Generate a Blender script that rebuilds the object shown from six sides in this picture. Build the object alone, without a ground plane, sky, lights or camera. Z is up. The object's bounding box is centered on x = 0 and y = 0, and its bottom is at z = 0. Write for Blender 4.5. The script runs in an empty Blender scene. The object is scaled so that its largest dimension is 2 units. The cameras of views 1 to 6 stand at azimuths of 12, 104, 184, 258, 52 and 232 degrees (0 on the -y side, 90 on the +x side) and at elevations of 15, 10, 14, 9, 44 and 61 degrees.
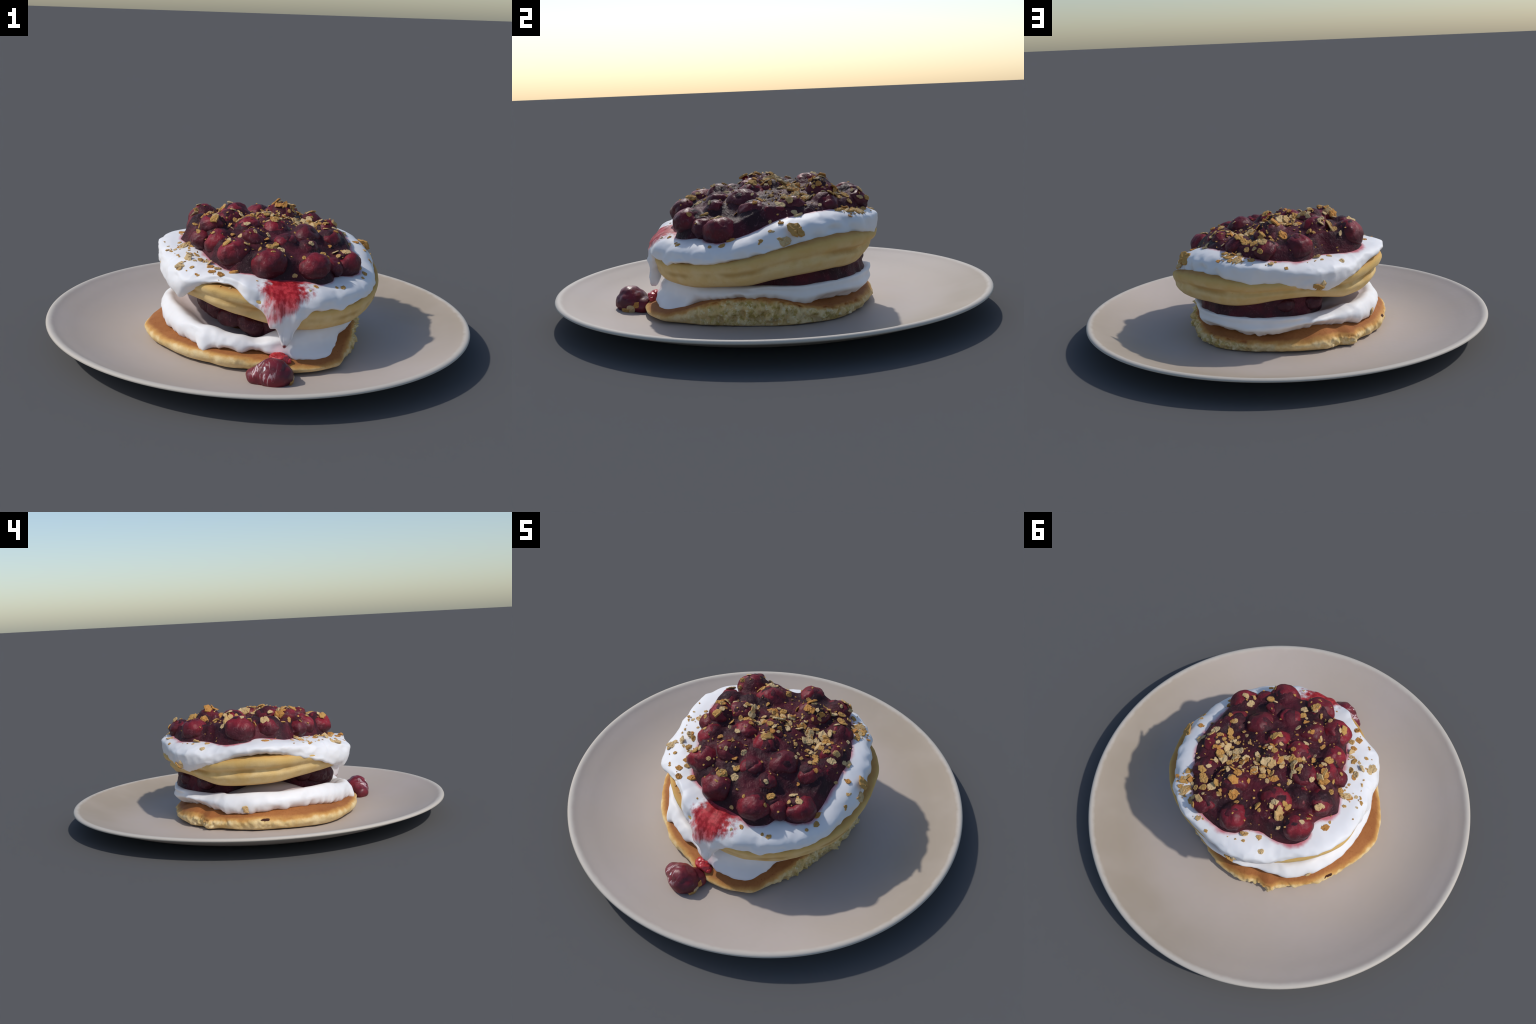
import bpy, math
import numpy as np
from mathutils import Vector, Matrix, Euler
from mathutils.bvhtree import BVHTree

rng = np.random.default_rng(7)
TAU = 2 * math.pi

# ------------------------------------------------------------------ maths
def cyc(table, col, theta):
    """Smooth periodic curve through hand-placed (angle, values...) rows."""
    rows = sorted(table, key=lambda r: r[0])
    t = np.array([r[0] for r in rows], float)
    v = np.array([r[col] for r in rows], float)
    t = np.concatenate([t[-2:] - 360, t, t[:2] + 360])
    v = np.concatenate([v[-2:], v, v[:2]])
    d = np.diff(v) / np.diff(t)
    m = np.zeros_like(v)
    a, b = d[:-1], d[1:]
    same = a * b > 0
    m[1:-1] = np.where(same, 2 * a * b / np.where(same, a + b, 1), 0)   # harmonic: no overshoot
    m[1:-1] = 0.6 * m[1:-1] + 0.4 * 0.5 * (a + b)
    x = (np.degrees(theta) + 180) % 360 - 180
    k = np.clip(np.searchsorted(t, x, side='right') - 1, 1, len(t) - 3)
    h = t[k + 1] - t[k]
    s = (x - t[k]) / h
    return ((2*s**3 - 3*s**2 + 1) * v[k] + (s**3 - 2*s**2 + s) * h * m[k]
            + (-2*s**3 + 3*s**2) * v[k + 1] + (s**3 - s**2) * h * m[k + 1])

def _hash(i, j, k, seed):
    n = (i * 73856093) ^ (j * 19349663) ^ (k * 83492791) ^ (seed * 2654435)
    n = (n ^ (n >> 13)) * 1274126177
    n = n & 0x7fffffff
    return ((n ^ (n >> 16)) & 0xffff) / 65535.0 * 2 - 1

def noise(P, freq, seed=0, octaves=1):
    """Value noise in -1..1 on points (n,3)."""
    out = np.zeros(len(P)); amp = 1.0; tot = 0
    for o in range(octaves):
        Q = P * freq * 2**o + 13.7 * o
        I = np.floor(Q).astype(np.int64); F = Q - I
        F = F * F * (3 - 2 * F)
        r = 0
        for dx in (0, 1):
            for dy in (0, 1):
                for dz in (0, 1):
                    w = ((F[:, 0] if dx else 1 - F[:, 0]) * (F[:, 1] if dy else 1 - F[:, 1])
                         * (F[:, 2] if dz else 1 - F[:, 2]))
                    r = r + w * _hash(I[:, 0] + dx, I[:, 1] + dy, I[:, 2] + dz, seed + o)
        out += amp * r; tot += amp; amp *= 0.5
    return out / tot

def smooth(a, b, x):
    s = np.clip((x - a) / (b - a), 0, 1)
    return s * s * (3 - 2 * s)

# ------------------------------------------------------------------ objects
def link(obj, parent=None):
    bpy.context.scene.collection.objects.link(obj)
    if parent: obj.parent = parent
    return obj

def mesh_obj(name, V, Fc, mat, parent=None, shade=True):
    me = bpy.data.meshes.new(name)
    me.from_pydata([tuple(v) for v in V], [], Fc)
    me.update()
    if shade: me.shade_smooth()
    me.materials.append(mat)
    return link(bpy.data.objects.new(name, me), parent)

def resample(C, m):
    """Catmull-Rom through control points C (T,K,2) -> (T,m,2)."""
    T, K, _ = C.shape
    seg = np.linalg.norm(np.diff(C.mean(0), axis=0), axis=1) ** 0.8
    s = np.concatenate([[0], np.cumsum(seg)])
    x = np.linspace(0, s[-1], m)
    k = np.clip(np.searchsorted(s, x, side='right') - 1, 0, K - 2)
    h = s[k + 1] - s[k]; u = ((x - s[k]) / h)[None, :, None]; h = h[None, :, None]
    M = np.zeros_like(C)
    M[:, 1:-1] = (C[:, 2:] - C[:, :-2]) / (s[2:] - s[:-2])[None, :, None]
    M[:, 0] = (C[:, 1] - C[:, 0]) / (s[1] - s[0]); M[:, -1] = (C[:, -1] - C[:, -2]) / (s[-1] - s[-2])
    M[:, 0, 1] = 0; M[:, -1, 1] = 0
    return ((2*u**3 - 3*u**2 + 1) * C[:, k] + (u**3 - 2*u**2 + u) * h * M[:, k]
            + (-2*u**3 + 3*u**2) * C[:, k + 1] + (u**3 - u**2) * h * M[:, k + 1])

def loft(name, centre, controls, mat, parent, T=480, m=60, disturb=None):
    """Solid of rings round `centre`; controls(theta) -> list of (r, z), first and last r = 0."""
    th = np.linspace(-math.pi, math.pi, T, endpoint=False)
    ctl = controls(th)
    C = np.stack([np.stack([np.broadcast_to(r, T), np.broadcast_to(z, T)], -1) for r, z in ctl], 1).astype(float)
    G = resample(C, m)[:, 1:-1]
    R, Z = G[..., 0], G[..., 1]
    if disturb is not None:
        R, Z = disturb(th, R, Z)
    mm = R.shape[1]
    X = centre[0] + R * np.cos(th)[:, None]; Y = centre[1] + R * np.sin(th)[:, None]
    V = np.stack([X, Y, Z], -1).transpose(1, 0, 2).reshape(-1, 3)
    z0 = float(C[:, 0, 1].mean()); z1 = float(C[:, -1, 1].mean())
    V = np.concatenate([V, [[centre[0], centre[1], z0], [centre[0], centre[1], z1]]])
    F = []
    for j in range(mm - 1):
        a = j * T; b = a + T
        F += [(a + i, a + (i + 1) % T, b + (i + 1) % T, b + i) for i in range(T)]
    n = mm * T; a = (mm - 1) * T
    F += [(n, (i + 1) % T, i) for i in range(T)]
    F += [(a + i, a + (i + 1) % T, n + 1) for i in range(T)]
    return mesh_obj(name, V, F, mat, parent)

# ------------------------------------------------------------------ materials
class Nodes:
    def __init__(self, name):
        self.mat = bpy.data.materials.new(name); self.mat.use_nodes = True
        self.nt = self.mat.node_tree
        self.bsdf = self.nt.nodes['Principled BSDF']
        self.tc = self.nt.nodes.new('ShaderNodeTexCoord')
        self.pos = self.tc.outputs['Object']
    def put(self, sock, v):
        if isinstance(v, bpy.types.NodeSocket): self.nt.links.new(v, sock)
        elif isinstance(v, (tuple, list)) and len(v) == 3 and sock.type == 'RGBA': sock.default_value = (*v, 1)
        else: sock.default_value = v
    def math(self, op, a, b=0.0, c=None):
        n = self.nt.nodes.new('ShaderNodeMath'); n.operation = op
        self.put(n.inputs[0], a); self.put(n.inputs[1], b)
        if c is not None: self.put(n.inputs[2], c)
        return n.outputs[0]
    def ramp(self, x, lo, hi, o0=0.0, o1=1.0):
        n = self.nt.nodes.new('ShaderNodeMapRange'); n.interpolation_type = 'SMOOTHSTEP'
        for i, v in enumerate((x, lo, hi, o0, o1)): self.put(n.inputs[i], v)
        return n.outputs[0]
    def mix(self, f, a, b, mode='MIX'):
        n = self.nt.nodes.new('ShaderNodeMix'); n.data_type = 'RGBA'; n.blend_type = mode
        self.put(n.inputs[0], f); self.put(n.inputs[6], a); self.put(n.inputs[7], b)
        return n.outputs[2]
    def noise(self, scale, detail=3.0, rough=0.55, vec=None, distort=0.0):
        n = self.nt.nodes.new('ShaderNodeTexNoise')
        self.put(n.inputs['Vector'], vec or self.pos)
        n.inputs['Scale'].default_value = scale; n.inputs['Detail'].default_value = detail
        n.inputs['Roughness'].default_value = rough; n.inputs['Distortion'].default_value = distort
        return n.outputs['Fac']
    def voronoi(self, scale, feature='F1'):
        n = self.nt.nodes.new('ShaderNodeTexVoronoi'); n.feature = feature
        self.put(n.inputs['Vector'], self.pos); n.inputs['Scale'].default_value = scale
        return n.outputs['Distance']
    def stretch(self, s):
        n = self.nt.nodes.new('ShaderNodeMapping'); self.put(n.inputs['Vector'], self.pos)
        n.inputs['Scale'].default_value = s
        return n.outputs['Vector']
    def xyz(self):
        n = self.nt.nodes.new('ShaderNodeSeparateXYZ'); self.put(n.inputs[0], self.pos)
        return n.outputs
    def polar(self, centre):
        x, y, z = self.xyz()
        dx = self.math('SUBTRACT', x, centre[0]); dy = self.math('SUBTRACT', y, centre[1])
        r = self.math('SQRT', self.math('ADD', self.math('MULTIPLY', dx, dx), self.math('MULTIPLY', dy, dy)))
        return self.math('ARCTAN2', dy, dx), r, z
    def curve(self, x, pts):
        """Float curve through (input 0..1, output 0..1) points."""
        n = self.nt.nodes.new('ShaderNodeFloatCurve'); cu = n.mapping.curves[0]
        pts = sorted(pts)
        cu.points[0].location = pts[0]; cu.points[1].location = pts[-1]
        for p in pts[1:-1]: cu.points.new(*p)
        n.mapping.update(); self.put(n.inputs['Value'], x)
        return n.outputs[0]
    def by_angle(self, theta, table, col, shift=0.0):
        u = self.math('ADD', self.math('DIVIDE', theta, TAU), 0.5)
        pts = [((r[0] + 180) / 360, r[col] + shift) for r in table]
        e = float(cyc(table, col, np.array([math.pi - 1e-6]))[0]) + shift
        pts = [p for p in pts if 0.004 < p[0] < 0.996] + [(0.0, e), (1.0, e)]
        return self.curve(u, pts)
    def near(self, p, r0, r1):
        n = self.nt.nodes.new('ShaderNodeVectorMath'); n.operation = 'DISTANCE'
        self.put(n.inputs[0], self.pos); n.inputs[1].default_value = p
        return self.ramp(n.outputs['Value'], r0, r1, 1.0, 0.0)
    def random(self):
        return self.nt.nodes.new('ShaderNodeObjectInfo').outputs['Random']
    def bump(self, h, strength, dist):
        n = self.nt.nodes.new('ShaderNodeBump'); n.inputs['Strength'].default_value = strength
        n.inputs['Distance'].default_value = dist; self.put(n.inputs['Height'], h)
        self.put(self.bsdf.inputs['Normal'], n.outputs[0])
    def done(self, color, rough=0.5, spec=0.5, sss=0.0, sss_r=(1, .6, .4), sss_s=0.01, coat=0.0):
        b = self.bsdf
        self.put(b.inputs['Base Color'], color); self.put(b.inputs['Roughness'], rough)
        b.inputs['Specular IOR Level'].default_value = spec
        if sss:
            b.inputs['Subsurface Weight'].default_value = sss
            b.inputs['Subsurface Radius'].default_value = sss_r
            b.inputs['Subsurface Scale'].default_value = sss_s
        if coat:
            b.inputs['Coat Weight'].default_value = coat; b.inputs['Coat Roughness'].default_value = 0.15
        return self.mat

# ------------------------------------------------------------------ control tables
LOW = (0.0, -0.03)          # axis of the lower pancake and lower cream
UP = (0.03, -0.01)          # axis of the upper pancake and its cream
MOUND = (0.05, 0.02)        # axis of the cherry mound
BASE = 0.021                # upper face of the plate under the stack

# lower pancake: angle, outline radius, height of the top near the rim, height of the edge, tornness
PANCAKE_LOW = [
    (-180, .503, .122, .074, .2), (-168, .518, .118, .078, .1), (-155, .535, .112, .080, .1), (-141, .522, .105, .078, 0),
    (-130, .508, .100, .078, 0), (-119, .506, .100, .080, 0), (-106, .505, .100, .082, 0), (-93, .517, .098, .080, .05),
    (-81, .522, .096, .076, .1), (-62, .572, .085, .060, 0), (-50, .588, .080, .056, 0), (-41, .585, .082, .058, 0),
    (-30, .540, .105, .075, .2), (-16, .497, .138, .122, .8), (-5, .476, .146, .134, 1), (8, .468, .146, .134, 1),
    (20, .480, .138, .122, 1), (35, .492, .112, .088, .8), (49, .505, .102, .078, .9), (64, .497, .098, .072, .6),
    (85, .480, .103, .070, .2), (103, .488, .118, .072, .1), (116, .496, .124, .076, .35), (124, .480, .116, .076, .5),
    (131, .510, .112, .066, .6), (138, .485, .108, .074, .35), (151, .492, .108, .078, .2), (168, .497, .114, .080, .25)]

# lower cream: angle, hem radius, hem height, bulge radius, lip height, lip radius
CREAM_LOW = [
    (-180, 0.450, 0.122, 0.460, 0.202, 0.415), (-160, 0.447, 0.124, 0.457, 0.209, 0.415), (-140, 0.455, 0.112, 0.463, 0.205, 0.410),
    (-125, 0.457, 0.099, 0.464, 0.186, 0.415), (-113, 0.465, 0.100, 0.470, 0.178, 0.437), (-107, 0.492, 0.082, 0.485, 0.180, 0.437),
    (-102, 0.470, 0.100, 0.478, 0.176, 0.437), (-96, 0.472, 0.106, 0.480, 0.166, 0.437), (-87, 0.474, 0.094, 0.480, 0.164, 0.437),
    (-79, 0.478, 0.110, 0.480, 0.150, 0.437), (-70, 0.508, 0.102, 0.498, 0.176, 0.440), (-60, 0.528, 0.086, 0.497, 0.196, 0.440),
    (-51, 0.532, 0.074, 0.488, 0.206, 0.440), (-42, 0.534, 0.072, 0.482, 0.206, 0.440), (-35, 0.505, 0.078, 0.477, 0.202, 0.440),
    (-29, 0.478, 0.120, 0.482, 0.192, 0.440), (-15, 0.466, 0.138, 0.470, 0.190, 0.430), (0, 0.456, 0.147, 0.464, 0.190, 0.430),
    (12, 0.452, 0.145, 0.462, 0.196, 0.442), (23, 0.452, 0.130, 0.462, 0.190, 0.442), (34, 0.465, 0.108, 0.484, 0.188, 0.458),
    (45, 0.458, 0.121, 0.496, 0.194, 0.470), (68, 0.445, 0.105, 0.494, 0.196, 0.470), (84, 0.448, 0.112, 0.482, 0.196, 0.458),
    (100, 0.440, 0.132, 0.470, 0.196, 0.450), (113, 0.434, 0.142, 0.464, 0.188, 0.403), (123, 0.425, 0.128, 0.446, 0.190, 0.390),
    (130, 0.432, 0.115, 0.450, 0.194, 0.390), (136, 0.440, 0.119, 0.456, 0.198, 0.395), (142, 0.452, 0.108, 0.464, 0.199, 0.415),
    (150, 0.457, 0.112, 0.467, 0.203, 0.415), (158, 0.455, 0.108, 0.466, 0.206, 0.415), (167, 0.452, 0.120, 0.463, 0.206, 0.415)]

# floor of the lower cream: angle, height (rises to meet the pancake on the left)
CREAM_FLOOR = [(-180, .214), (-160, .206), (-140, .168), (-122, .130), (-60, .130), (0, .160), (100, .160), (130, .182), (155, .210)]

# middle sauce: angle, radius
SAUCE_MID = [(-180, .16), (-155, .18), (-132, .28), (-110, .32), (-90, .335), (-70, .36), (-45, .39), (-20, .40), (10, .42),
             (35, .460), (60, .475), (80, .462), (95, .435), (112, .37), (132, .27), (155, .18)]

# upper pancake: angle, radius, underside height, rim-top height, inset of the lower lobe, crease depth
PANCAKE_UP = [
    (-180, 0.512, 0.245, 0.400, 0.037, 0.016), (-165, 0.500, 0.257, 0.398, 0.037, 0.010), (-143, 0.494, 0.271, 0.385, 0.031, 0.004),
    (-120, 0.488, 0.268, 0.375, 0.030, 0.004), (-103, 0.500, 0.255, 0.375, 0.022, 0.006), (-90, 0.512, 0.240, 0.365, 0.018, 0.006),
    (-75, 0.518, 0.214, 0.335, 0.015, 0.004), (-60, 0.530, 0.190, 0.308, 0.015, 0.002), (-45, 0.536, 0.184, 0.298, 0.016, 0.000),
    (-30, 0.536, 0.182, 0.300, 0.016, 0.000), (-12, 0.530, 0.194, 0.312, 0.016, 0.000), (3, 0.534, 0.204, 0.330, 0.018, 0.002),
    (16, 0.532, 0.224, 0.360, 0.022, 0.006), (31, 0.534, 0.238, 0.385, 0.028, 0.012), (48, 0.534, 0.244, 0.400, 0.034, 0.016),
    (60, 0.528, 0.238, 0.398, 0.040, 0.018), (77, 0.513, 0.248, 0.385, 0.045, 0.018), (93, 0.496, 0.268, 0.380, 0.040, 0.014),
    (109, 0.484, 0.270, 0.378, 0.035, 0.012), (125, 0.482, 0.252, 0.375, 0.038, 0.014), (142, 0.484, 0.231, 0.380, 0.031, 0.018),
    (160, 0.500, 0.235, 0.398, 0.035, 0.018)]

# upper cream: angle, hem radius, hem height, outer radius, height of the fullest part, height of the top
CREAM_UP = [
    (-180, 0.497, 0.402, 0.516, 0.438, 0.466), (-168, 0.492, 0.380, 0.500, 0.425, 0.458), (-155, 0.476, 0.348, 0.476, 0.400, 0.450),
    (-147, 0.476, 0.328, 0.484, 0.385, 0.446), (-134, 0.497, 0.296, 0.519, 0.362, 0.438), (-128, 0.498, 0.288, 0.522, 0.352, 0.434),
    (-118, 0.487, 0.335, 0.512, 0.372, 0.428), (-110, 0.477, 0.372, 0.486, 0.402, 0.426), (-104, 0.470, 0.382, 0.470, 0.412, 0.424),
    (-97, 0.472, 0.384, 0.464, 0.412, 0.422), (-89, 0.492, 0.345, 0.482, 0.392, 0.420), (-82, 0.514, 0.305, 0.504, 0.370, 0.414),
    (-78, 0.533, 0.275, 0.530, 0.350, 0.410), (-75.8, 0.540, 0.228, 0.540, 0.325, 0.406), (-73.5, 0.545, 0.226, 0.545, 0.315, 0.404),
    (-71.3, 0.545, 0.180, 0.549, 0.305, 0.402), (-69.6, 0.543, 0.140, 0.550, 0.300, 0.400), (-67.6, 0.545, 0.152, 0.552, 0.300, 0.400),
    (-64.5, 0.548, 0.218, 0.554, 0.305, 0.399), (-60, 0.534, 0.264, 0.538, 0.318, 0.396), (-56, 0.534, 0.292, 0.538, 0.322, 0.394), (-52, 0.534, 0.296, 0.538, 0.325, 0.392),
    (-46, 0.528, 0.288, 0.531, 0.320, 0.388), (-41, 0.530, 0.280, 0.532, 0.316, 0.386), (-36, 0.530, 0.296, 0.532, 0.320, 0.386),
    (-20, 0.526, 0.296, 0.530, 0.326, 0.388), (-5, 0.514, 0.316, 0.521, 0.338, 0.402), (8, 0.496, 0.334, 0.502, 0.362, 0.432),
    (18, 0.504, 0.358, 0.506, 0.388, 0.460), (30, 0.496, 0.380, 0.494, 0.412, 0.480), (42, 0.494, 0.392, 0.490, 0.430, 0.488),
    (56, 0.490, 0.394, 0.496, 0.438, 0.488), (66, 0.492, 0.384, 0.510, 0.440, 0.486), (80, 0.480, 0.365, 0.508, 0.438, 0.482),
    (92, 0.472, 0.364, 0.498, 0.428, 0.474), (105, 0.472, 0.338, 0.500, 0.410, 0.464), (114, 0.482, 0.322, 0.514, 0.398, 0.458),
    (121, 0.482, 0.312, 0.513, 0.392, 0.455), (130, 0.480, 0.335, 0.504, 0.394, 0.452), (145, 0.474, 0.366, 0.497, 0.402, 0.454),
    (162, 0.484, 0.398, 0.510, 0.425, 0.462)]

# cherry mound: angle, outline radius
MOUND_EDGE = [
    (-180, .405), (-170, .435), (-162, .410), (-150, .375), (-140, .365), (-130, .382), (-118, .405), (-106, .425),
    (-100, .440), (-86, .440), (-78, .448), (-70, .440), (-60, .445), (-52, .468), (-44, .458), (-35, .418), (-27, .446),
    (-16, .452), (-8, .415), (8, .375), (28, .365), (55, .368), (75, .400), (88, .430), (98, .425), (108, .427),
    (117, .410), (125, .375), (133, .372), (148, .430), (158, .462), (165, .458), (173, .405)]

# cherries on top: x, y, z, radius, lengthwise stretch, turn
CHERRIES = [
    (-0.317, 0.145, 0.516, 0.077, 1.000, 0.000), (-0.161, 0.146, 0.538, 0.074, 1.100, 30.000), (-0.291, -0.015, 0.507, 0.071, 1.020, 0.000),
    (-0.083, 0.342, 0.499, 0.071, 1.000, 0.000), (-0.203, -0.123, 0.548, 0.060, 1.100, 80.000), (-0.148, -0.041, 0.555, 0.062, 1.100, 20.000),
    (-0.038, -0.101, 0.541, 0.060, 1.120, 10.000), (-0.142, -0.222, 0.498, 0.064, 1.100, 60.000), (0.083, -0.067, 0.533, 0.060, 1.380, 35.000),
    (0.218, -0.070, 0.515, 0.066, 1.080, 60.000), (0.154, -0.205, 0.508, 0.054, 1.080, 40.000), (-0.049, -0.340, 0.485, 0.068, 1.050, 20.000),
    (0.016, -0.227, 0.518, 0.062, 1.100, 70.000), (0.113, -0.366, 0.457, 0.077, 1.080, 15.000), (0.252, -0.190, 0.491, 0.046, 1.100, 30.000),
    (0.303, -0.297, 0.437, 0.073, 1.020, 0.000), (0.414, -0.118, 0.411, 0.077, 1.050, 50.000), (0.278, 0.155, 0.493, 0.062, 1.150, 50.000),
    (0.319, 0.006, 0.481, 0.066, 1.150, 80.000), (0.193, 0.284, 0.495, 0.066, 1.050, 0.000), (0.052, 0.395, 0.499, 0.058, 1.100, 40.000),
    (0.049, 0.239, 0.535, 0.075, 1.100, 25.000), (0.03, 0.015, 0.538, 0.060, 1.150, 0.000), (-0.215, 0.045, 0.513, 0.060, 1.000, 0.000),
    (-0.235, -0.165, 0.483, 0.056, 1.100, 10.000), (0.355, -0.209, 0.417, 0.058, 1.100, 30.000), (0.335, 0.085, 0.473, 0.058, 1.200, 70.000)]

# cherries in the middle sauce: angle round LOW, radius out, height, size
CHERRIES_MID = [(-124, .305, .236, .060), (-111, .315, .226, .062), (-97, .326, .206, .066), (-82, .345, .184, .070), (-68, .355, .176, .064),
                (-48, .370, .195, .045), (45, .400, .212, .045), (66, .408, .216, .045), (92, .402, .236, .048),
                (112, .355, .240, .052), (-136, .260, .245, .050)]

# ------------------------------------------------------------------ plate
def plate_material():
    n = Nodes('glazed_stoneware')
    th, r, z = n.polar((0, 0))
    base = n.mix(n.ramp(n.noise(2.2, 2), .35, .65), (.515, .437, .375), (.525, .450, .402))
    base = n.mix(n.ramp(n.noise(9, 4, .6), .4, .75, 0, .35), base, (.49, .425, .365))
    side = n.ramp(n.math('ADD', n.math('MULTIPLY', n.xyz()[0], .60), n.math('MULTIPLY', n.xyz()[1], .80)), .10, .80)  # brown tint paints the soft shade on the far inner slope
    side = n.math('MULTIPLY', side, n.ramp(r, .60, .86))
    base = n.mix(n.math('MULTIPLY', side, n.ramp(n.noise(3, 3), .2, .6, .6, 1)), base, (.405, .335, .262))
    rim = n.ramp(n.math('ADD', r, n.math('MULTIPLY', n.math('SUBTRACT', n.noise(20), .5), .02)), .962, .982)
    base = n.mix(n.math('MULTIPLY', rim, .9), base, (.59, .535, .465))
    n.bump(n.math('ADD', n.noise(60, 3), n.math('MULTIPLY', n.noise(7, 3), 3.0)), .10, .004)
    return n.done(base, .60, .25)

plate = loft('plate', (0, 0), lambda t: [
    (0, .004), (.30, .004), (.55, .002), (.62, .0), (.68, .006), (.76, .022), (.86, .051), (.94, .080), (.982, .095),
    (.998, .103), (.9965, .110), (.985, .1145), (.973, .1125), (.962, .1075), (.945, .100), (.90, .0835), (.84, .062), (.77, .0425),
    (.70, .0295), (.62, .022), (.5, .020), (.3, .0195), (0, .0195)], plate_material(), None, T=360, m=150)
plate['label'] = 'round shallow beige-grey stoneware dinner plate with raised rim'
plate['category'] = 'plate'

stack = link(bpy.data.objects.new('pancake_stack', None))
stack.location = (0, 0, 0)
stack['label'] = 'two pancakes layered with whipped cream, cherry sauce and crumbs'
stack['category'] = 'dessert'

# ------------------------------------------------------------------ pancakes
def pancake_material(name, low):
    n = Nodes(name)
    fine = n.noise(90, 3); mid = n.noise(14, 4, .6); big = n.noise(5, 3)
    wob = n.math('MULTIPLY', n.math('SUBTRACT', mid, .5), .03)
    pale = n.mix(n.ramp(mid, .35, .7), (.82, .64, .35), (.75, .52, .215))
    pale = n.mix(n.ramp(big, .5, .75, 0, .45), pale, (.66, .43, .145))
    pale = n.mix(n.ramp(n.voronoi(70), .0, .22, .4, 0), pale, (.56, .38, .14))
    crust = n.mix(n.ramp(big, .3, .7), (.31, .108, .031), (.41, .158, .047))
    crust = n.mix(n.ramp(fine, .45, .75, 0, .45), crust, (.27, .085, .022))
    gold = (.64, .34, .095)
    if low:
        th, r, z = n.polar(LOW)
        edge = n.math('SUBTRACT', n.by_angle(th, PANCAKE_LOW, 1), r)       # distance in from the rim
        edge = n.math('ADD', edge, wob)
        hz = n.math('SUBTRACT', n.math('ADD', z, wob), n.by_angle(th, PANCAKE_LOW, 3))
        torn = n.by_angle(th, PANCAKE_LOW, 4)
        crevice_dark = n.ramp(n.noise(34, 4, .65), .38, .56, 1, 0)  # olive blotches darken the torn crumb, drawing shade in its crevices
        pale = n.mix(n.math('MULTIPLY', torn, crevice_dark), pale, (.50, .36, .10))
        pale = n.mix(n.math('MULTIPLY', torn, n.ramp(n.noise(48, 3, .6), .54, .66, 0, .8)), pale, (.88, .76, .50))
        g = n.math('MULTIPLY', n.ramp(hz, -.016, .002), n.ramp(edge, -.010, .012))
        col = n.mix(g, pale, gold)
        b = n.math('MULTIPLY', n.ramp(hz, -.009, .003), n.ramp(edge, .002, .028))
        col = n.mix(b, col, crust)
        flat = n.stretch((1, 1, 3.2)); dn = n.nt.nodes.new('ShaderNodeVectorMath'); dn.operation = 'DISTANCE'
        n.put(dn.inputs[0], flat); dn.inputs[1].default_value = (-.487, .070, .080 * 3.2)
        burnt = n.ramp(dn.outputs['Value'], .006, .048, 1.0, 0.0)
        spots = n.ramp(n.math('ADD', burnt,
                              n.math('MULTIPLY', n.noise(60), .8)), .95, 1.12)
        col = n.mix(spots, col, (.06, .018, .010))
        specks = n.math('MULTIPLY', n.ramp(n.voronoi(24), .05, .085, 1, 0), b)
        col = n.mix(n.math('MULTIPLY', specks, .6), col, (.20, .05, .014))
        foot = n.ramp(z, .020, .034, .8, 0)
        col = n.mix(foot, col, (.30, .15, .05))
    else:
        th, r, z = n.polar(UP)
        zt = n.by_angle(th, PANCAKE_UP, 3); zb = n.by_angle(th, PANCAKE_UP, 2)
        rel = n.math('DIVIDE', n.math('SUBTRACT', z, zb), n.math('SUBTRACT', zt, zb))
        rel = n.math('ADD', rel, n.math('MULTIPLY', wob, 4.0))
        gold2 = (.68, .43, .135)
        pale = n.mix(.4, pale, (.72, .47, .165))
        col = n.mix(n.ramp(rel, .62, .95), pale, gold2)
        col = n.mix(n.ramp(rel, .86, 1.03, 0, .9), col, (.48, .22, .06))
        amber = n.math('MULTIPLY', n.ramp(rel, .36, .50), n.ramp(rel, .52, .66, 1, 0))
        amber = n.math('MULTIPLY', amber, n.ramp(n.noise(6, 2), .42, .62))
        col = n.mix(n.math('MULTIPLY', amber, .7), col, (.46, .25, .06))
        col = n.mix(n.ramp(rel, .02, .14, .7, 0), col, (.52, .27, .08))
        col = n.mix(n.ramp(n.voronoi(38), .03, .07, .45, 0), col, (.30, .17, .06))
    h = n.math('ADD', n.math('MULTIPLY', n.noise(160, 3), .6), mid)
    n.bump(h, .35, .004)
    return n.done(col, .75, .25)

def low_pancake_profile(t):
    R, zt, ze, tn = (cyc(PANCAKE_LOW, i, t) for i in (1, 2, 3, 4))
    k = 1 - .75 * np.clip(tn, 0, 1)                       # a torn side stands steeper than a baked one
    return [(0, BASE), (R - .12, BASE), (R - .02 - .035 * k, BASE + .001), (R - .004 - .018 * k, BASE + .010), (R - .004 * k, .4 * ze + .6 * BASE + .006),
            (R, .75 * ze + .008), (R - .006, ze), (R - .024, ze + .45 * (zt - ze)), (R - .055, ze + .8 * (zt - ze)),
            (R - .10, zt + .003), (.25, .128), (0, .13)]

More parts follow.
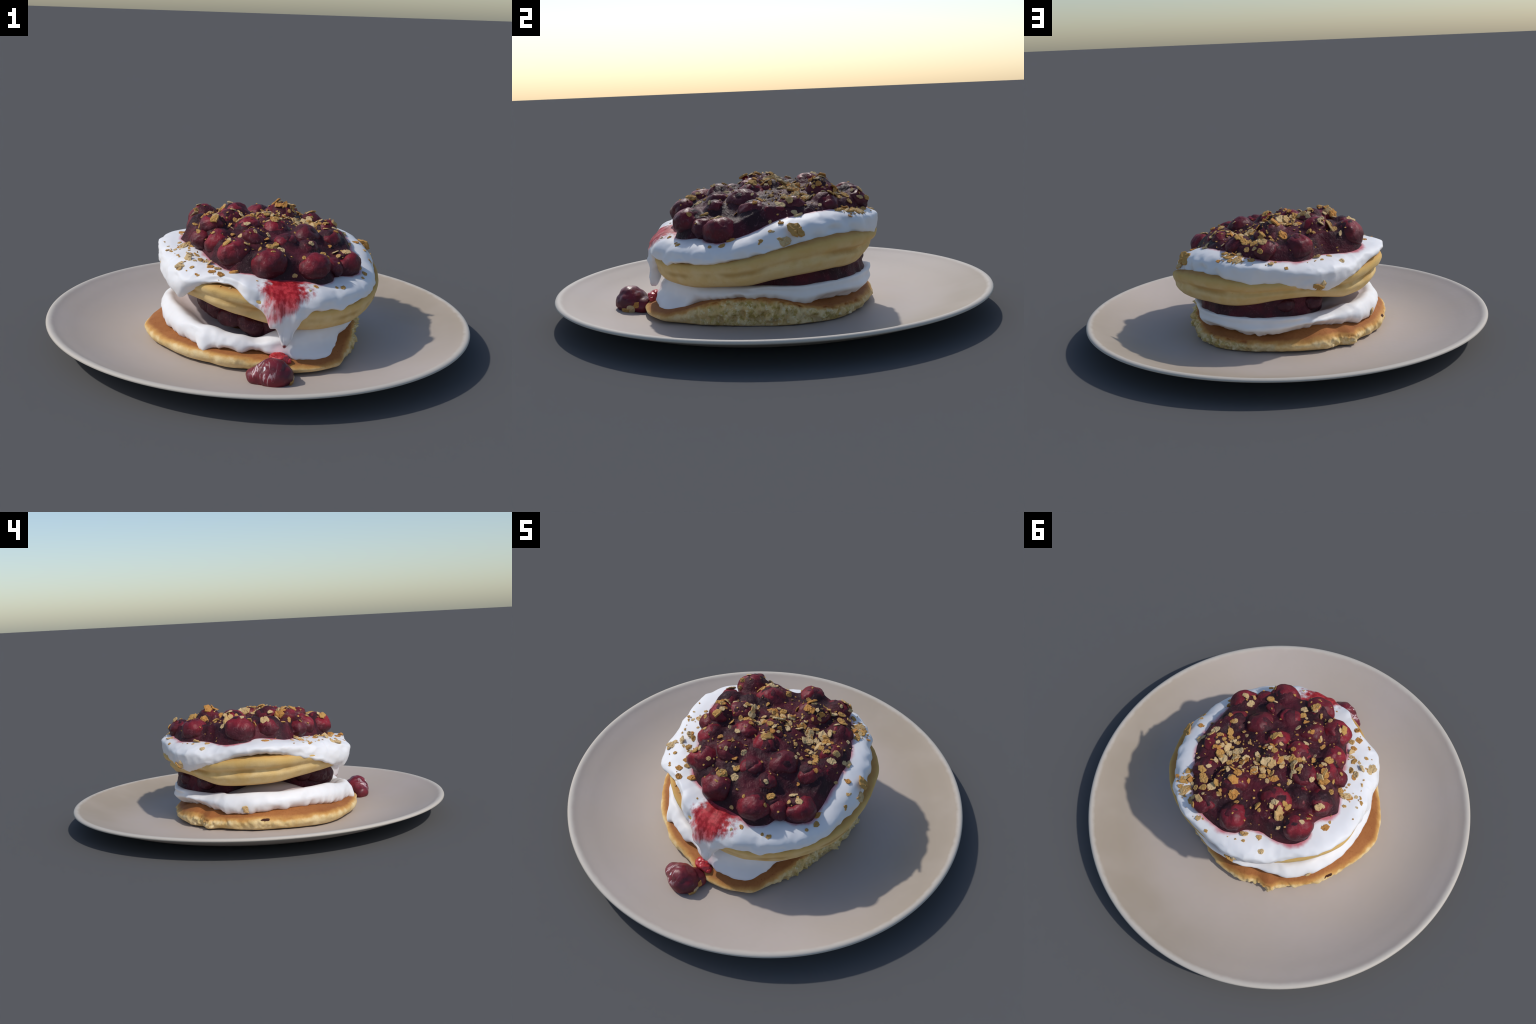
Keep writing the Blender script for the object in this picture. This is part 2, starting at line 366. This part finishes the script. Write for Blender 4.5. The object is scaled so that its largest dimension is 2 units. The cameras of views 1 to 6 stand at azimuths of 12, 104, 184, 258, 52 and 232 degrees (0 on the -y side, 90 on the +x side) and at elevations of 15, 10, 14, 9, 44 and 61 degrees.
def low_pancake_disturb(th, R, Z):
    torn = cyc(PANCAKE_LOW, 4, th)[:, None]
    ze = cyc(PANCAKE_LOW, 3, th)[:, None]
    P = np.stack([R * np.cos(th)[:, None], R * np.sin(th)[:, None] - .03, Z], -1).reshape(-1, 3)
    Ro = cyc(PANCAKE_LOW, 1, th)[:, None]
    side = smooth(.022, .034, Z) * (1 - smooth(ze - .004, ze + .014, Z)) * smooth(.06, .02, Ro - R)
    rough = noise(P, 38, 3, 3).reshape(R.shape); crumbs = np.abs(noise(P, 26, 5, 2)).reshape(R.shape)
    d = side * (torn * (.046 * rough - .034 * crumbs) + .006 * noise(P, 22, 9, 2).reshape(R.shape))
    wav = .004 * noise(np.stack([P[:, 0], P[:, 1], 0 * P[:, 2]], -1), 9, 21).reshape(R.shape) * smooth(.15, .3, R)
    return R + d + wav, Z + .003 * noise(P, 12, 4, 2).reshape(R.shape) * smooth(.07, .1, Z)

low_pancake = loft('pancake', LOW, low_pancake_profile, pancake_material('griddled_pancake', True), stack, T=720, m=110,
                   disturb=low_pancake_disturb)

def up_pancake_profile(t):
    R, zb, zt, ins, cr = (cyc(PANCAKE_UP, i, t) for i in (1, 2, 3, 4, 5))
    h = zt - zb
    return [(0, .235), (.22, zb * .5 + .12), (R - .17, zb + .004), (R - ins - .07, zb + .002), (R - ins - .028, zb + .07 * h),
            (R - ins - .006, zb + .22 * h), (R - .75 * ins, zb + .38 * h), (R - .5 * ins - cr, zb + .52 * h),
            (R - .22 * ins, zb + .66 * h), (R, zb + .82 * h), (R - .008, zb + .94 * h), (R - .035, zt), (R - .10, zt + .006),
            (.2, zt * .5 + .2), (0, .40)]

def up_pancake_disturb(th, R, Z):
    P = np.stack([R * np.cos(th)[:, None], R * np.sin(th)[:, None], Z * 1.6], -1).reshape(-1, 3)
    d = (.006 * noise(P, 7, 31, 2) + .0025 * noise(P, 24, 33, 2)).reshape(R.shape) * smooth(.2, .4, R)
    # torn notch at the front
    n = np.exp(-((np.degrees(th)[:, None] + 83) / 7) ** 2) * np.exp(-((Z - .275) / .022) ** 2)
    return R + d - .035 * n * smooth(.3, .42, R), Z

up_pancake = loft('pancake', UP, up_pancake_profile, pancake_material('golden_pancake', False), stack, T=600, m=90,
                  disturb=up_pancake_disturb)

# ------------------------------------------------------------------ cream
def cream_material(upper):
    n = Nodes('whipped_cream')
    col = n.mix(n.ramp(n.noise(7, 3), .35, .7), (.87, .86, .87), (.83, .815, .82))
    if upper:
        th, r, z = n.polar(UP)
        deg = n.math('MULTIPLY', th, 180 / math.pi)
        wob = n.math('MULTIPLY', n.math('SUBTRACT', n.noise(24, 4, .65, n.stretch((1.4, 1.4, .3))), .5), 17.0)
        deg = n.math('ADD', deg, wob)
        deg = n.math('ADD', deg, n.math('MULTIPLY', n.math('SUBTRACT', n.noise(9, 2), .5), 14.0))
        u = n.ramp(z, .20, .45)
        lin = n.math('DIVIDE', n.math('SUBTRACT', z, .20), .25)
        right = n.math('MULTIPLY', n.curve(lin, [(0, .27), (.10, .31), (.28, .40), (.42, .60), (.58, .78), (.8, .90), (1, .94)]), 30)
        right = n.math('ADD', right, -82.5)
        run = n.math('MULTIPLY', n.ramp(deg, -82.5, -75.5), n.ramp(n.math('SUBTRACT', right, deg), -3.0, 4.0))
        run = n.math('MULTIPLY', run, n.ramp(n.math('ADD', z, n.math('MULTIPLY', n.math('SUBTRACT', n.noise(40, 3, .6, n.stretch((1.5, 1.5, .25))), .5), .12)), .205, .275))
        run = n.math('MULTIPLY', run, n.ramp(r, .33, .36))
        streak = n.ramp(n.noise(34, 4, .6, n.stretch((1.6, 1.6, .4))), .40, .62)
        deep = n.ramp(z, .27, .36, .25, 1.0)
        red = n.mix(streak, (.36, .008, .014), (.60, .040, .050))
        red = n.mix(n.math('MULTIPLY', n.math('SUBTRACT', 1.0, deep), n.math('ADD', streak, .25)), red, (.78, .34, .36))
        col = n.mix(n.math('MULTIPLY', run, n.ramp(n.noise(22, 3), .12, .38)), col, red)
        # faint pink where juice soaks out from under the cherries
        th2, r2, z2 = n.polar(MOUND)
        gap = n.math('SUBTRACT', r2, n.by_angle(th2, MOUND_EDGE, 1))
        gap = n.math('ADD', gap, n.math('MULTIPLY', n.math('SUBTRACT', n.noise(20, 3), .5), .035))
        col = n.mix(n.ramp(gap, -.012, .016, .9, 0), col, (.60, .10, .14))
        col = n.mix(n.near((.222, -.520, .150), .004, .012), col, (.30, .05, .06))
    else:
        col = n.mix(n.math('MULTIPLY', n.near((.205, -.50, .11), .01, .06), .5), col, (.80, .40, .42))
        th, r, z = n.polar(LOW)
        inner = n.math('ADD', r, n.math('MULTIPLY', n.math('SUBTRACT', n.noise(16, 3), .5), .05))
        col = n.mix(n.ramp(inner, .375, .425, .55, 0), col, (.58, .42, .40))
    n.bump(n.noise(26, 3), .12, .006)
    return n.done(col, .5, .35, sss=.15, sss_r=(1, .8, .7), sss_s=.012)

def low_cream_profile(t):
    rh, zh, rb, zl, rl = (cyc(CREAM_LOW, i, t) for i in (1, 2, 3, 4, 5))
    d = zl - zh; fl = cyc(CREAM_FLOOR, 1, t)
    return [(0, .12), (.25, .115), (rh - .07, np.minimum(zh, .11) - .012), (rh - .018, zh - .008), (rh - .001, zh + .004), (rb, zh + .38 * d),
            (rb - .006, zh + .66 * d), (rl + .022, zl - .006), (rl, zl), (rl - .03, zl - .012), (rl - .08, .5 * (zl - .03) + .5 * fl),
            (.26, fl), (.12, fl), (0, .17)]

def low_cream_disturb(th, R, Z):
    P = np.stack([R * np.cos(th)[:, None], R * np.sin(th)[:, None], Z * 1.4], -1).reshape(-1, 3)
    w = smooth(.3, .42, R)
    d = (.010 * noise(P, 8, 41, 2) + .004 * noise(P, 26, 43, 2)).reshape(R.shape) * w
    zz = (.004 * noise(P, 10, 45, 2)).reshape(R.shape) * w
    hem = 1 - smooth(0, .03, Z - cyc(CREAM_LOW, 2, th)[:, None])
    fr = noise(np.stack([np.cos(th), np.sin(th), 0 * th], -1), 20, 47, 2)[:, None]
    return R + d + .006 * fr * hem * w, Z + zz - .005 * fr * hem * w

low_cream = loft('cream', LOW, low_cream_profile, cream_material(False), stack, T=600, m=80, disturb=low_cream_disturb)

def up_cream_profile(t):
    rh, zh, ro, zm, zi = (cyc(CREAM_UP, i, t) for i in (1, 2, 3, 4, 5))
    over = cyc(PANCAKE_UP, 1, t) + .001                      # drape clear of the pancake where the hem hangs below its rim
    k = smooth(.0, .03, cyc(PANCAKE_UP, 3, t) - zh)
    rh = rh + k * np.maximum(over - rh, 0); ro = np.maximum(ro, rh - .004)
    return [(0, .40), (.30, .39), (rh - .085, np.maximum(zh + .02, .345)), (rh - .03, zh + .012), (rh - .008, zh - .002), (rh + .004, zh + .006),
            (.55 * ro + .45 * rh + .004, zh + .40 * (zm - zh)), (ro, zm), (ro - .010, zm + .35 * (zi - zm)), (ro - .045, zm + .72 * (zi - zm)),
            (ro - .10, zi - .002), (ro - .16, zi + .004), (.2, .45), (0, .46)]

def up_cream_disturb(th, R, Z):
    P = np.stack([R * np.cos(th)[:, None], R * np.sin(th)[:, None], Z * 1.2], -1).reshape(-1, 3)
    w = smooth(.3, .42, R)
    d = (.012 * noise(P, 7, 51, 2) + .005 * noise(P, 20, 53, 2)).reshape(R.shape) * w
    zz = (.006 * noise(P, 9, 55, 2)).reshape(R.shape) * w
    hem = 1 - smooth(0, .03, Z - cyc(CREAM_UP, 2, th)[:, None])
    fr = noise(np.stack([np.cos(th), np.sin(th), 0 * th], -1), 16, 57, 2)[:, None]
    # soft ridges where the cream was spread
    rid = 1 - np.abs(noise(np.stack([np.cos(th)[:, None] * .5 + 0 * Z, np.sin(th)[:, None] * .5 + 0 * Z, Z * 2.2], -1).reshape(-1, 3), 11, 59, 2)).reshape(R.shape) * 2
    d = d + .008 * (rid - .4) * w
    # folds on the back right shoulder
    fold = np.sin(np.degrees(th)[:, None] * .55 + 40 * Z) * np.exp(-((np.degrees(th)[:, None] - 48) / 22) ** 2)
    return R + d + .006 * fold * w * smooth(.46, .5, R), Z + zz - .007 * fr * hem * w

up_cream = loft('cream', UP, up_cream_profile, cream_material(True), stack, T=900, m=100, disturb=up_cream_disturb)

# ------------------------------------------------------------------ sauce and cherries
def sauce_material():
    n = Nodes('cherry_sauce')
    col = n.mix(n.ramp(n.noise(9, 3), .35, .65), (.036, .014, .019), (.100, .016, .026))
    streak_noise = n.noise(42, 4, .7, None, 1.5)
    col = n.mix(n.ramp(streak_noise, .56, .70, 0, .6), col, (.17, .085, .095))  # paler greyish wisps streaked over the dark base colour
    col = n.mix(n.ramp(streak_noise, .28, .42, .7, 0), col, (.020, .008, .012))
    n.bump(n.noise(60, 4, .6, None, 1.0), .6, .008)
    return n.done(col, .50, .15)

def cherry_material(name, bright):
    n = Nodes(name)
    rnd = n.random()
    hue = n.mix(rnd, tuple(bright * c for c in (.135, .013, .022)), tuple(bright * c for c in (.30, .018, .032)))
    plum = (.060, .014, .021)
    col = n.mix(n.ramp(n.noise(15, 3, .55), .36, .66), hue, tuple(.5 * a + .5 * b for a, b in zip(plum, (.135 * bright, .013, .022))))
    low = n.math('ADD', n.xyz()[2], n.math('MULTIPLY', n.math('SUBTRACT', n.noise(22, 3), .5), .05))
    col = n.mix(n.ramp(low, -.020, .034, .9, 0), col, plum)                 # sauce clinging to the lower half
    skin = n.noise(48, 4, .7, n.stretch((1, 1, .55)), 1.4)
    col = n.mix(n.ramp(skin, .56, .72, 0, .40), col, (.30, .12, .135))
    n.bump(n.math('ADD', n.noise(55, 4, .6, None, .8), n.noise(18, 2)), .55, .006)
    return n.done(col, .42, .26)

SAUCE = sauce_material(); CHERRY = cherry_material('cooked_cherry', 1.0); DARK_CHERRY = cherry_material('dark_cherry', .40)

loft('sauce', LOW, lambda t: [
    (0, .145), (.2, .145), (cyc(SAUCE_MID, 1, t) - .03, .150), (cyc(SAUCE_MID, 1, t) + .004, .175),
    (cyc(SAUCE_MID, 1, t), .215), (cyc(SAUCE_MID, 1, t) - .004, .26), (cyc(SAUCE_MID, 1, t) - .02, .30), (.2, .31), (0, .31)],
    SAUCE, stack, T=360, m=50,
    disturb=lambda th, R, Z: (R + .016 * noise(np.stack([R * np.cos(th)[:, None], R * np.sin(th)[:, None], Z], -1).reshape(-1, 3),
                                               16, 61, 2).reshape(R.shape), Z))

def sphere_dirs(lat=40, lon=64):
    V = [(0, 0, 1)]; F = []
    for i in range(1, lat):
        p = math.pi * i / lat
        V += [(math.sin(p) * math.cos(TAU * j / lon), math.sin(p) * math.sin(TAU * j / lon), math.cos(p)) for j in range(lon)]
    V.append((0, 0, -1)); s = len(V) - 1
    F += [(0, 1 + j, 1 + (j + 1) % lon) for j in range(lon)]
    for i in range(lat - 2):
        a = 1 + i * lon
        F += [(a + j, a + lon + j, a + lon + (j + 1) % lon, a + (j + 1) % lon) for j in range(lon)]
    a = 1 + (lat - 2) * lon
    F += [(a + j, s, a + (j + 1) % lon) for j in range(lon)]
    return np.array(V), F
DIRS, SPHERE_F = sphere_dirs()

def cherry(loc, r, stretch, turn, seed, parent, tall=.92, lumps=.16, mat=None):
    """A soft cooked cherry: stretched ball, dimpled where the stem was, wrinkled."""
    D = DIRS.copy()
    k = 1 + lumps * noise(D, 1.4, seed, 2) + .055 * noise(D, 3.5, seed + 9, 3)
    g = np.random.default_rng(seed)
    for _ in range(4):                                     # flats and dents from neighbours
        a = g.normal(size=3); a /= np.linalg.norm(a)
        k -= .10 * smooth(.72, .98, D @ a)
    V = D * k[:, None] * r
    V[:, 0] *= stretch; V[:, 2] *= tall
    ob = mesh_obj('cherry', V, SPHERE_F, mat or CHERRY, parent)
    ob.location = loc; ob.rotation_euler = Euler((0, g.uniform(-.25, .25), math.radians(turn)))
    return ob

cherry_objs = [cherry((x, y, z), r, s, a, 100 + i, stack) for i, (x, y, z, r, s, a) in enumerate(CHERRIES)]
for i, (a, ro, z, r) in enumerate(CHERRIES_MID):
    a = math.radians(a)
    cherry((LOW[0] + ro * math.cos(a), LOW[1] + ro * math.sin(a), z), r, 1.12, math.degrees(a) + 90, 300 + i, stack, tall=.85, mat=DARK_CHERRY)

# sauce over the mound: fills the valleys between the cherries, thin skirt at the rim
def cream_top(x, y):
    t = np.arctan2(y - UP[1], x - UP[0]); r = np.hypot(x - UP[0], y - UP[1])
    zi, ro = cyc(CREAM_UP, 5, t), cyc(CREAM_UP, 3, t)
    return .455 + (zi - .455) * smooth(.15, .36, r) - .05 * smooth(ro - .10, ro, r)

def mound_height(x, y):
    acc = 0; wa = 0; lvl = 0; k = .016
    coat = .003 * noise(np.stack([x, y, 0 * x], -1), 17, 77, 2)            # patchy glaze
    for cx, cy, cz, r, s, a in CHERRIES:
        d2 = ((x - cx) ** 2 + (y - cy) ** 2)
        t2 = d2 / (r * r)
        acc = acc + np.exp((cz + .93 * r * (1 - .5 * t2 - .55 * t2 * np.minimum(t2, 2)) - .015 + coat - .45) / k)
        w = np.exp(-d2 / (2 * .07 ** 2)) + 1e-9
        wa = wa + w; lvl = lvl + w * (cz + .010)
    acc = acc + np.exp((lvl / wa - .45) / k)
    return .45 + k * np.log(acc)

T, M = 420, 130
th = np.linspace(-math.pi, math.pi, T, endpoint=False)
edge = cyc(MOUND_EDGE, 1, th) + .006 * noise(np.stack([np.cos(th), np.sin(th), 0 * th], -1), 9, 71, 2)
q = np.linspace(0.004, 1, M)[:, None]
r = edge[None] * q
X = MOUND[0] + r * np.cos(th); Y = MOUND[1] + r * np.sin(th)
Z = mound_height(X.ravel(), Y.ravel()).reshape(X.shape)
Zc = cream_top(X.ravel(), Y.ravel()).reshape(X.shape) - .010
fall = smooth(0, .050, edge[None] - r) ** .75
Z = Zc + np.maximum(Z - Zc, .0) * fall + .012 * np.sqrt(np.clip((edge[None] - r) / .03, 0, 1))
Z += .006 * noise(np.stack([X, Y, Z], -1).reshape(-1, 3), 34, 73, 3).reshape(Z.shape) * smooth(0, .02, edge[None] - r)
V = np.stack([X, Y, Z], -1).reshape(-1, 3)
F = []
for j in range(M - 1):
    F += [(j * T + i, j * T + (i + 1) % T, (j + 1) * T + (i + 1) % T, (j + 1) * T + i) for i in range(T)]
Vb = np.stack([X[-1], Y[-1], Z[-1] - .03], -1)
nb = len(V); F += [((M - 1) * T + i, (M - 1) * T + (i + 1) % T, nb + (i + 1) % T, nb + i) for i in range(T)]
F.append(tuple(range(T))[::-1]); F.append(tuple(nb + i for i in range(T)))
F = [tuple(reversed(f)) for f in F]
V = np.concatenate([V, Vb])
me_sauce = mesh_obj('sauce', V, F, SAUCE, stack)
import bmesh
bm = bmesh.new(); bm.from_mesh(me_sauce.data); bmesh.ops.recalc_face_normals(bm, faces=bm.faces); bm.to_mesh(me_sauce.data); bm.free()

# ------------------------------------------------------------------ surface lookup for laying crumbs
def bvh(objs):
    vs, fs = [], []
    for o in objs:
        Mx = Matrix.LocRotScale(o.location, o.rotation_euler, o.scale); b = len(vs)
        vs += [Mx @ v.co for v in o.data.vertices]
        fs += [tuple(b + i for i in p.vertices) for p in o.data.polygons]
    return BVHTree.FromPolygons(vs, fs)
SURF = bvh([up_cream, up_pancake, me_sauce] + cherry_objs)

# ------------------------------------------------------------------ crumbs
def crumb_material():
    n = Nodes('biscuit_crumb')
    rnd = n.random()
    r2 = n.math('FRACT', n.math('MULTIPLY', rnd, 7.31))
    col = n.mix(n.ramp(rnd, .2, .8), (.60, .34, .105), (.76, .57, .31))
    col = n.mix(n.ramp(r2, .82, .86), col, (.60, .28, .075))
    col = n.mix(n.ramp(n.noise(60, 3), .4, .7, 0, .55), col, (.48, .25, .07))
    n.bump(n.noise(120, 3), .5, .003)
    return n.done(col, .8, .2)
CRUMB = crumb_material()

def flake_mesh(seed):
    """Broken flake, unit size: ragged outline, flat faces, a little bent."""
    g = np.random.default_rng(seed); n = int(g.integers(10, 15))
    ang = np.sort(np.linspace(0, TAU, n, endpoint=False) + g.uniform(-.25, .25, n))
    rad = g.uniform(.30, .60, n); rad = .6 * rad + .4 * g.uniform(.7, 1.0) * np.abs(np.cos(ang - g.uniform(0, 3)) ** 2 * .3 + .38); asp = g.uniform(.6, 1.0)
    bend = g.uniform(-.5, .5); tk = g.uniform(.05, .10)
    def ring(f, z, jit):
        x = np.cos(ang) * rad * f; y = np.sin(ang) * rad * f * asp
        return np.stack([x, y, z + bend * x * x + g.uniform(-jit, jit, n)], -1)
    L = [ring(.92, -tk, .02), ring(1.0, -.2 * tk, .03), ring(.9, tk, .04), ring(.45, tk * 1.15, .06)]
    V = np.concatenate(L + [[[0, 0, -tk]], [[0, 0, tk * 1.2]]])
    F = []
    for j in range(3):
        F += [(j*n + i, j*n + (i+1) % n, (j+1)*n + (i+1) % n, (j+1)*n + i) for i in range(n)]
    F += [(4*n, (i+1) % n, i) for i in range(n)] + [(3*n + i, 3*n + (i+1) % n, 4*n + 1) for i in range(n)]
    me = bpy.data.meshes.new('crumb_flake'); me.from_pydata([tuple(v) for v in V], [], F); me.update()
    me.materials.append(CRUMB); return me
FLAKES = [flake_mesh(500 + i) for i in range(14)]

def settle(x, y, size, z=None):
    """Point and normal on the stack below (x, y), or nearest to (x, y, z)."""
    if z is None: hit = SURF.ray_cast(Vector((x, y, .9)), Vector((0, 0, -1)))
    else: hit = SURF.find_nearest(Vector((x, y, z)))
    return (hit[0], hit[1]) if hit[0] is not None else (None, None)

def flake_frame(nrm, g, tilt):
    q = nrm.to_track_quat('Z', 'Y').to_matrix()
    return q @ Euler((g.normal(0, tilt), g.normal(0, tilt), g.uniform(0, TAU))).to_matrix()

def flake(p, nrm, size, g, tilt=.25, lift=.10):
    ob = bpy.data.objects.new('crumb_flake', FLAKES[int(g.integers(len(FLAKES)))])
    ob.location = p + nrm * size * lift
    ob.rotation_euler = flake_frame(nrm, g, tilt).to_euler()
    s = size * 2.05
    ob.scale = (s, s, s * g.uniform(.8, 1.1)); return link(ob, stack)

FLAKES_ON_CHERRIES = [
    (-.232, .171, .048), (-.013, .280, .031), (-.183, -.167, .027), (-.246, -.082, .027), (-.061, -.046, .031), (.007, .056, .034),
    (.021, .248, .027), (.071, .420, .024), (.090, .330, .027), (.149, .333, .024), (-.189, .170, .019), (-.329, .017, .024),
    (-.343, .136, .015), (.322, .159, .022), (.290, .132, .015), (.303, .023, .017), (.372, -.126, .020), (.260, -.322, .012),
    (.118, -.342, .027), (.148, -.297, .020), (-.043, -.239, .017), (-.049, -.226, .015), (.041, -.058, .014), (-.091, -.085, .017),
    (-.205, -.043, .017), (.172, .118, .024), (.181, .193, .031), (.219, .136, .027), (.139, .143, .027), (.221, .180, .027),
    (.020, .127, .024), (.006, .066, .027), (-.017, .046, .024), (-.026, .008, .017), (.056, .081, .017), (-.012, .189, .017),
    (-.221, .135, .017), (-.126, .017, .015), (-.263, -.127, .015), (-.020, -.007, .020), (-.134, -.021, .017), (-.215, -.107, .017),
    (.160, .044, .014), (.209, .024, .012), (.233, .060, .012), (.165, .326, .017), (.178, .279, .014), (.420, -.135, .020)]
FLAKES_ON_CREAM = [
    (-.145, -.373, .015), (-.224, -.386, .012), (-.283, -.381, .020), (-.292, -.344, .017), (-.227, -.334, .010), (-.273, -.259, .014),
    (-.289, -.210, .008), (-.330, -.261, .007), (-.345, -.166, .019), (-.363, -.116, .010), (-.359, -.196, .010), (-.319, -.146, .010),
    (-.404, -.160, .007), (-.396, .033, .019), (-.387, -.002, .008), (-.194, .370, .010), (-.230, .301, .014), (-.037, .472, .010),
    (.232, .398, .024), (.188, .422, .027), (.255, .350, .020), (.184, .442, .017), (.123, .443, .017), (.033, .462, .017),
    (.080, .453, .014), (.481, .108, .010), (.517, .068, .007), (.505, -.092, .015), (-.185, -.338, .006), (-.179, -.446, .008),
    (.435, .144, .015), (.485, .121, .007), (.510, .074, .010), (.502, -.146, .010), (.507, -.266, .009), (.535, -.210, .006),
    (.433, -.309, .012), (.408, -.326, .009), (.326, -.382, .012), (.308, -.426, .009), (.474, -.064, .019), (-.123, -.426, .019),
    (-.028, -.407, .026), (.084, -.460, .006), (-.189, -.439, .007)]
FLAKES_HANGING = [(.520, .187, .405, .026), (-.178, .457, .335, .030), (-.200, .445, .345, .022), (.500, .225, .455, .040),
                  (-.432, .159, .126, .022), (.47, .20, .43, .012), (.505, .15, .40, .012)]
g = np.random.default_rng(11)
for x, y, s in FLAKES_ON_CHERRIES:
    p, nm = settle(x, y, s)
    if p: flake(p, nm, s, g, .25, .12)
for x, y, s in FLAKES_ON_CREAM:
    p, nm = settle(x, y, s)
    if p: flake(p, nm, s * 1.1, g, .12, .05)
SURF_ALL = bvh([up_cream, low_cream])
for x, y, z, s in FLAKES_HANGING:
    hit = SURF_ALL.find_nearest(Vector((x, y, z)))
    flake(hit[0], hit[1], s, g, .3, .10)

# denser drifts of flakes and fine crumbs: x, y, spread, flakes, fine crumbs
DRIFTS = [(.18, .17, .055, 26, 60), (.01, .07, .055, 20, 60), (.21, .41, .030, 8, 60), (-.05, -.04, .06, 8, 30), (.10, .30, .06, 9, 30),
          (.12, -.34, .030, 7, 18), (.02, -.25, .045, 6, 20), (-.20, -.10, .07, 10, 30), (-.20, .16, .06, 8, 24), (.28, .10, .06, 8, 20),
          (-.25, -.33, .075, 9, 26), (-.33, -.16, .045, 6, 16), (-.08, -.40, .05, 5, 14), (.40, -.20, .10, 4, 16), (.12, .44, .05, 6, 20),
          (-.15, .40, .08, 4, 14), (.0, 0, .22, 14, 90), (.10, .05, .10, 12, 40), (.05, .20, .08, 8, 30)]
fine_V, fine_F = [], []
for x, y, sp, nf, nc in DRIFTS:
    nc = int(nc * .6)
    for i in range(nf + nc):
        px, py = g.normal(x, sp), g.normal(y, sp)
        if np.hypot(px - UP[0], py - UP[1]) > .50: continue
        p, nm = settle(px, py, 0)
        if p is None or p.z < .33: continue
        if i < nf:
            flake(p, nm, float(np.clip(g.lognormal(-4.15, .32), .008, .024)), g, .3, .14)
        else:
            s = g.uniform(.007, .014); Mx = flake_frame(nm, g, .5)
            me = FLAKES[int(g.integers(len(FLAKES)))]; b = len(fine_V)
            fine_V += [p + nm * s * .2 + Mx @ (v.co * s) for v in me.vertices]
            fine_F += [tuple(b + k for k in f.vertices) for f in me.polygons]
fine = mesh_obj('fine_crumbs', fine_V, fine_F, CRUMB, stack, shade=False)
fine['kind'] = 'stuff'

# ------------------------------------------------------------------ blob of red sauce on the pancake edge
def blob(name, loc, scale, seed, mat, parent, lump=.25):
    k = 1 + lump * noise(DIRS, 2.2, seed, 3)
    ob = mesh_obj(name, DIRS * k[:, None] * np.array(scale), SPHERE_F, mat, parent); ob.location = loc; return ob
def red_material():
    n = Nodes('bright_cherry_juice')
    col = n.mix(n.ramp(n.noise(30, 4), .35, .65), (.40, .012, .016), (.56, .045, .055))
    n.bump(n.noise(60, 3), .3, .004)
    return n.done(col, .3, .5)
RED = red_material()
blob('sauce_drop', (.200, -.515, .088), (.042, .030, .026), 81, RED, stack)
blob('sauce_drop', (.232, -.510, .080), (.022, .020, .018), 82, RED, stack)

# ------------------------------------------------------------------ the cherry that fell on the plate
def fallen_material():
    n = Nodes('fallen_cherry_skin')
    col = n.mix(n.ramp(n.noise(18, 3), .35, .68), (.185, .016, .028), (.085, .012, .020))
    veins = n.ramp(n.noise(16, 4, .6, n.stretch((2.4, 1.0, .6)), 1.5), .52, .64)
    where = n.near((-.040, -.045, .030), .025, .080)
    col = n.mix(n.math('MULTIPLY', veins, where), col, (.66, .50, .52))
    col = n.mix(n.math('MULTIPLY', n.ramp(n.noise(60, 3), .6, .75), .4), col, (.30, .12, .13))
    n.bump(n.noise(50, 3), .3, .004)
    return n.done(col, .40, .4)
D = DIRS
k = 1 + .10 * noise(D, 1.6, 401, 2) + .04 * noise(D, 5, 402, 3)
k += .16 * smooth(.72, 1.0, D @ np.array([.05, -.15, .985]))          # peaked top
k -= .07 * smooth(.10, .0, np.abs(D @ np.array([.80, -.60, .10]))) * smooth(-.2, .4, -D[:, 1])   # crease
nub = np.array([-.93, -.10, -.25]); nub /= np.linalg.norm(nub)
k += .34 * smooth(.70, 1.0, D @ nub) ** 1.5
tail = np.array([.25, .95, -.30]); tail /= np.linalg.norm(tail)
k += .55 * smooth(.70, 1.0, D @ tail) ** 1.3
V = D * k[:, None] * np.array([.086, .072, .062])
V[:, 2] = np.maximum(V[:, 2], -.046)
fallen = mesh_obj('cherry', V, SPHERE_F, fallen_material(), None)
fallen.location = (.198, -.628, .062)
fallen['label'] = 'single dark red cooked cherry smeared with cream'
fallen['category'] = 'cherry'
FB = bvh([fallen])
for x, y, z, s in [(.275, -.605, .040, .026), (.285, -.630, .030, .022), (.255, -.585, .055, .020)]:
    hit = FB.find_nearest(Vector((x, y, z)))
    f = flake(hit[0], hit[1], s, g, .1, .02)
    f.parent = fallen; f.location = f.location - fallen.location
smear = blob('cream_smear', (0, 0, 0), (.006, .009, .028), 91, Nodes('cream_streak').done((.80, .74, .76), .45, .4), fallen, .2)
hit = FB.find_nearest(Vector((.165, -.695, .105)))
smear.location = hit[0] - fallen.location - hit[1] * .006
smear.rotation_euler = hit[1].to_track_quat('X', 'Z').to_euler()
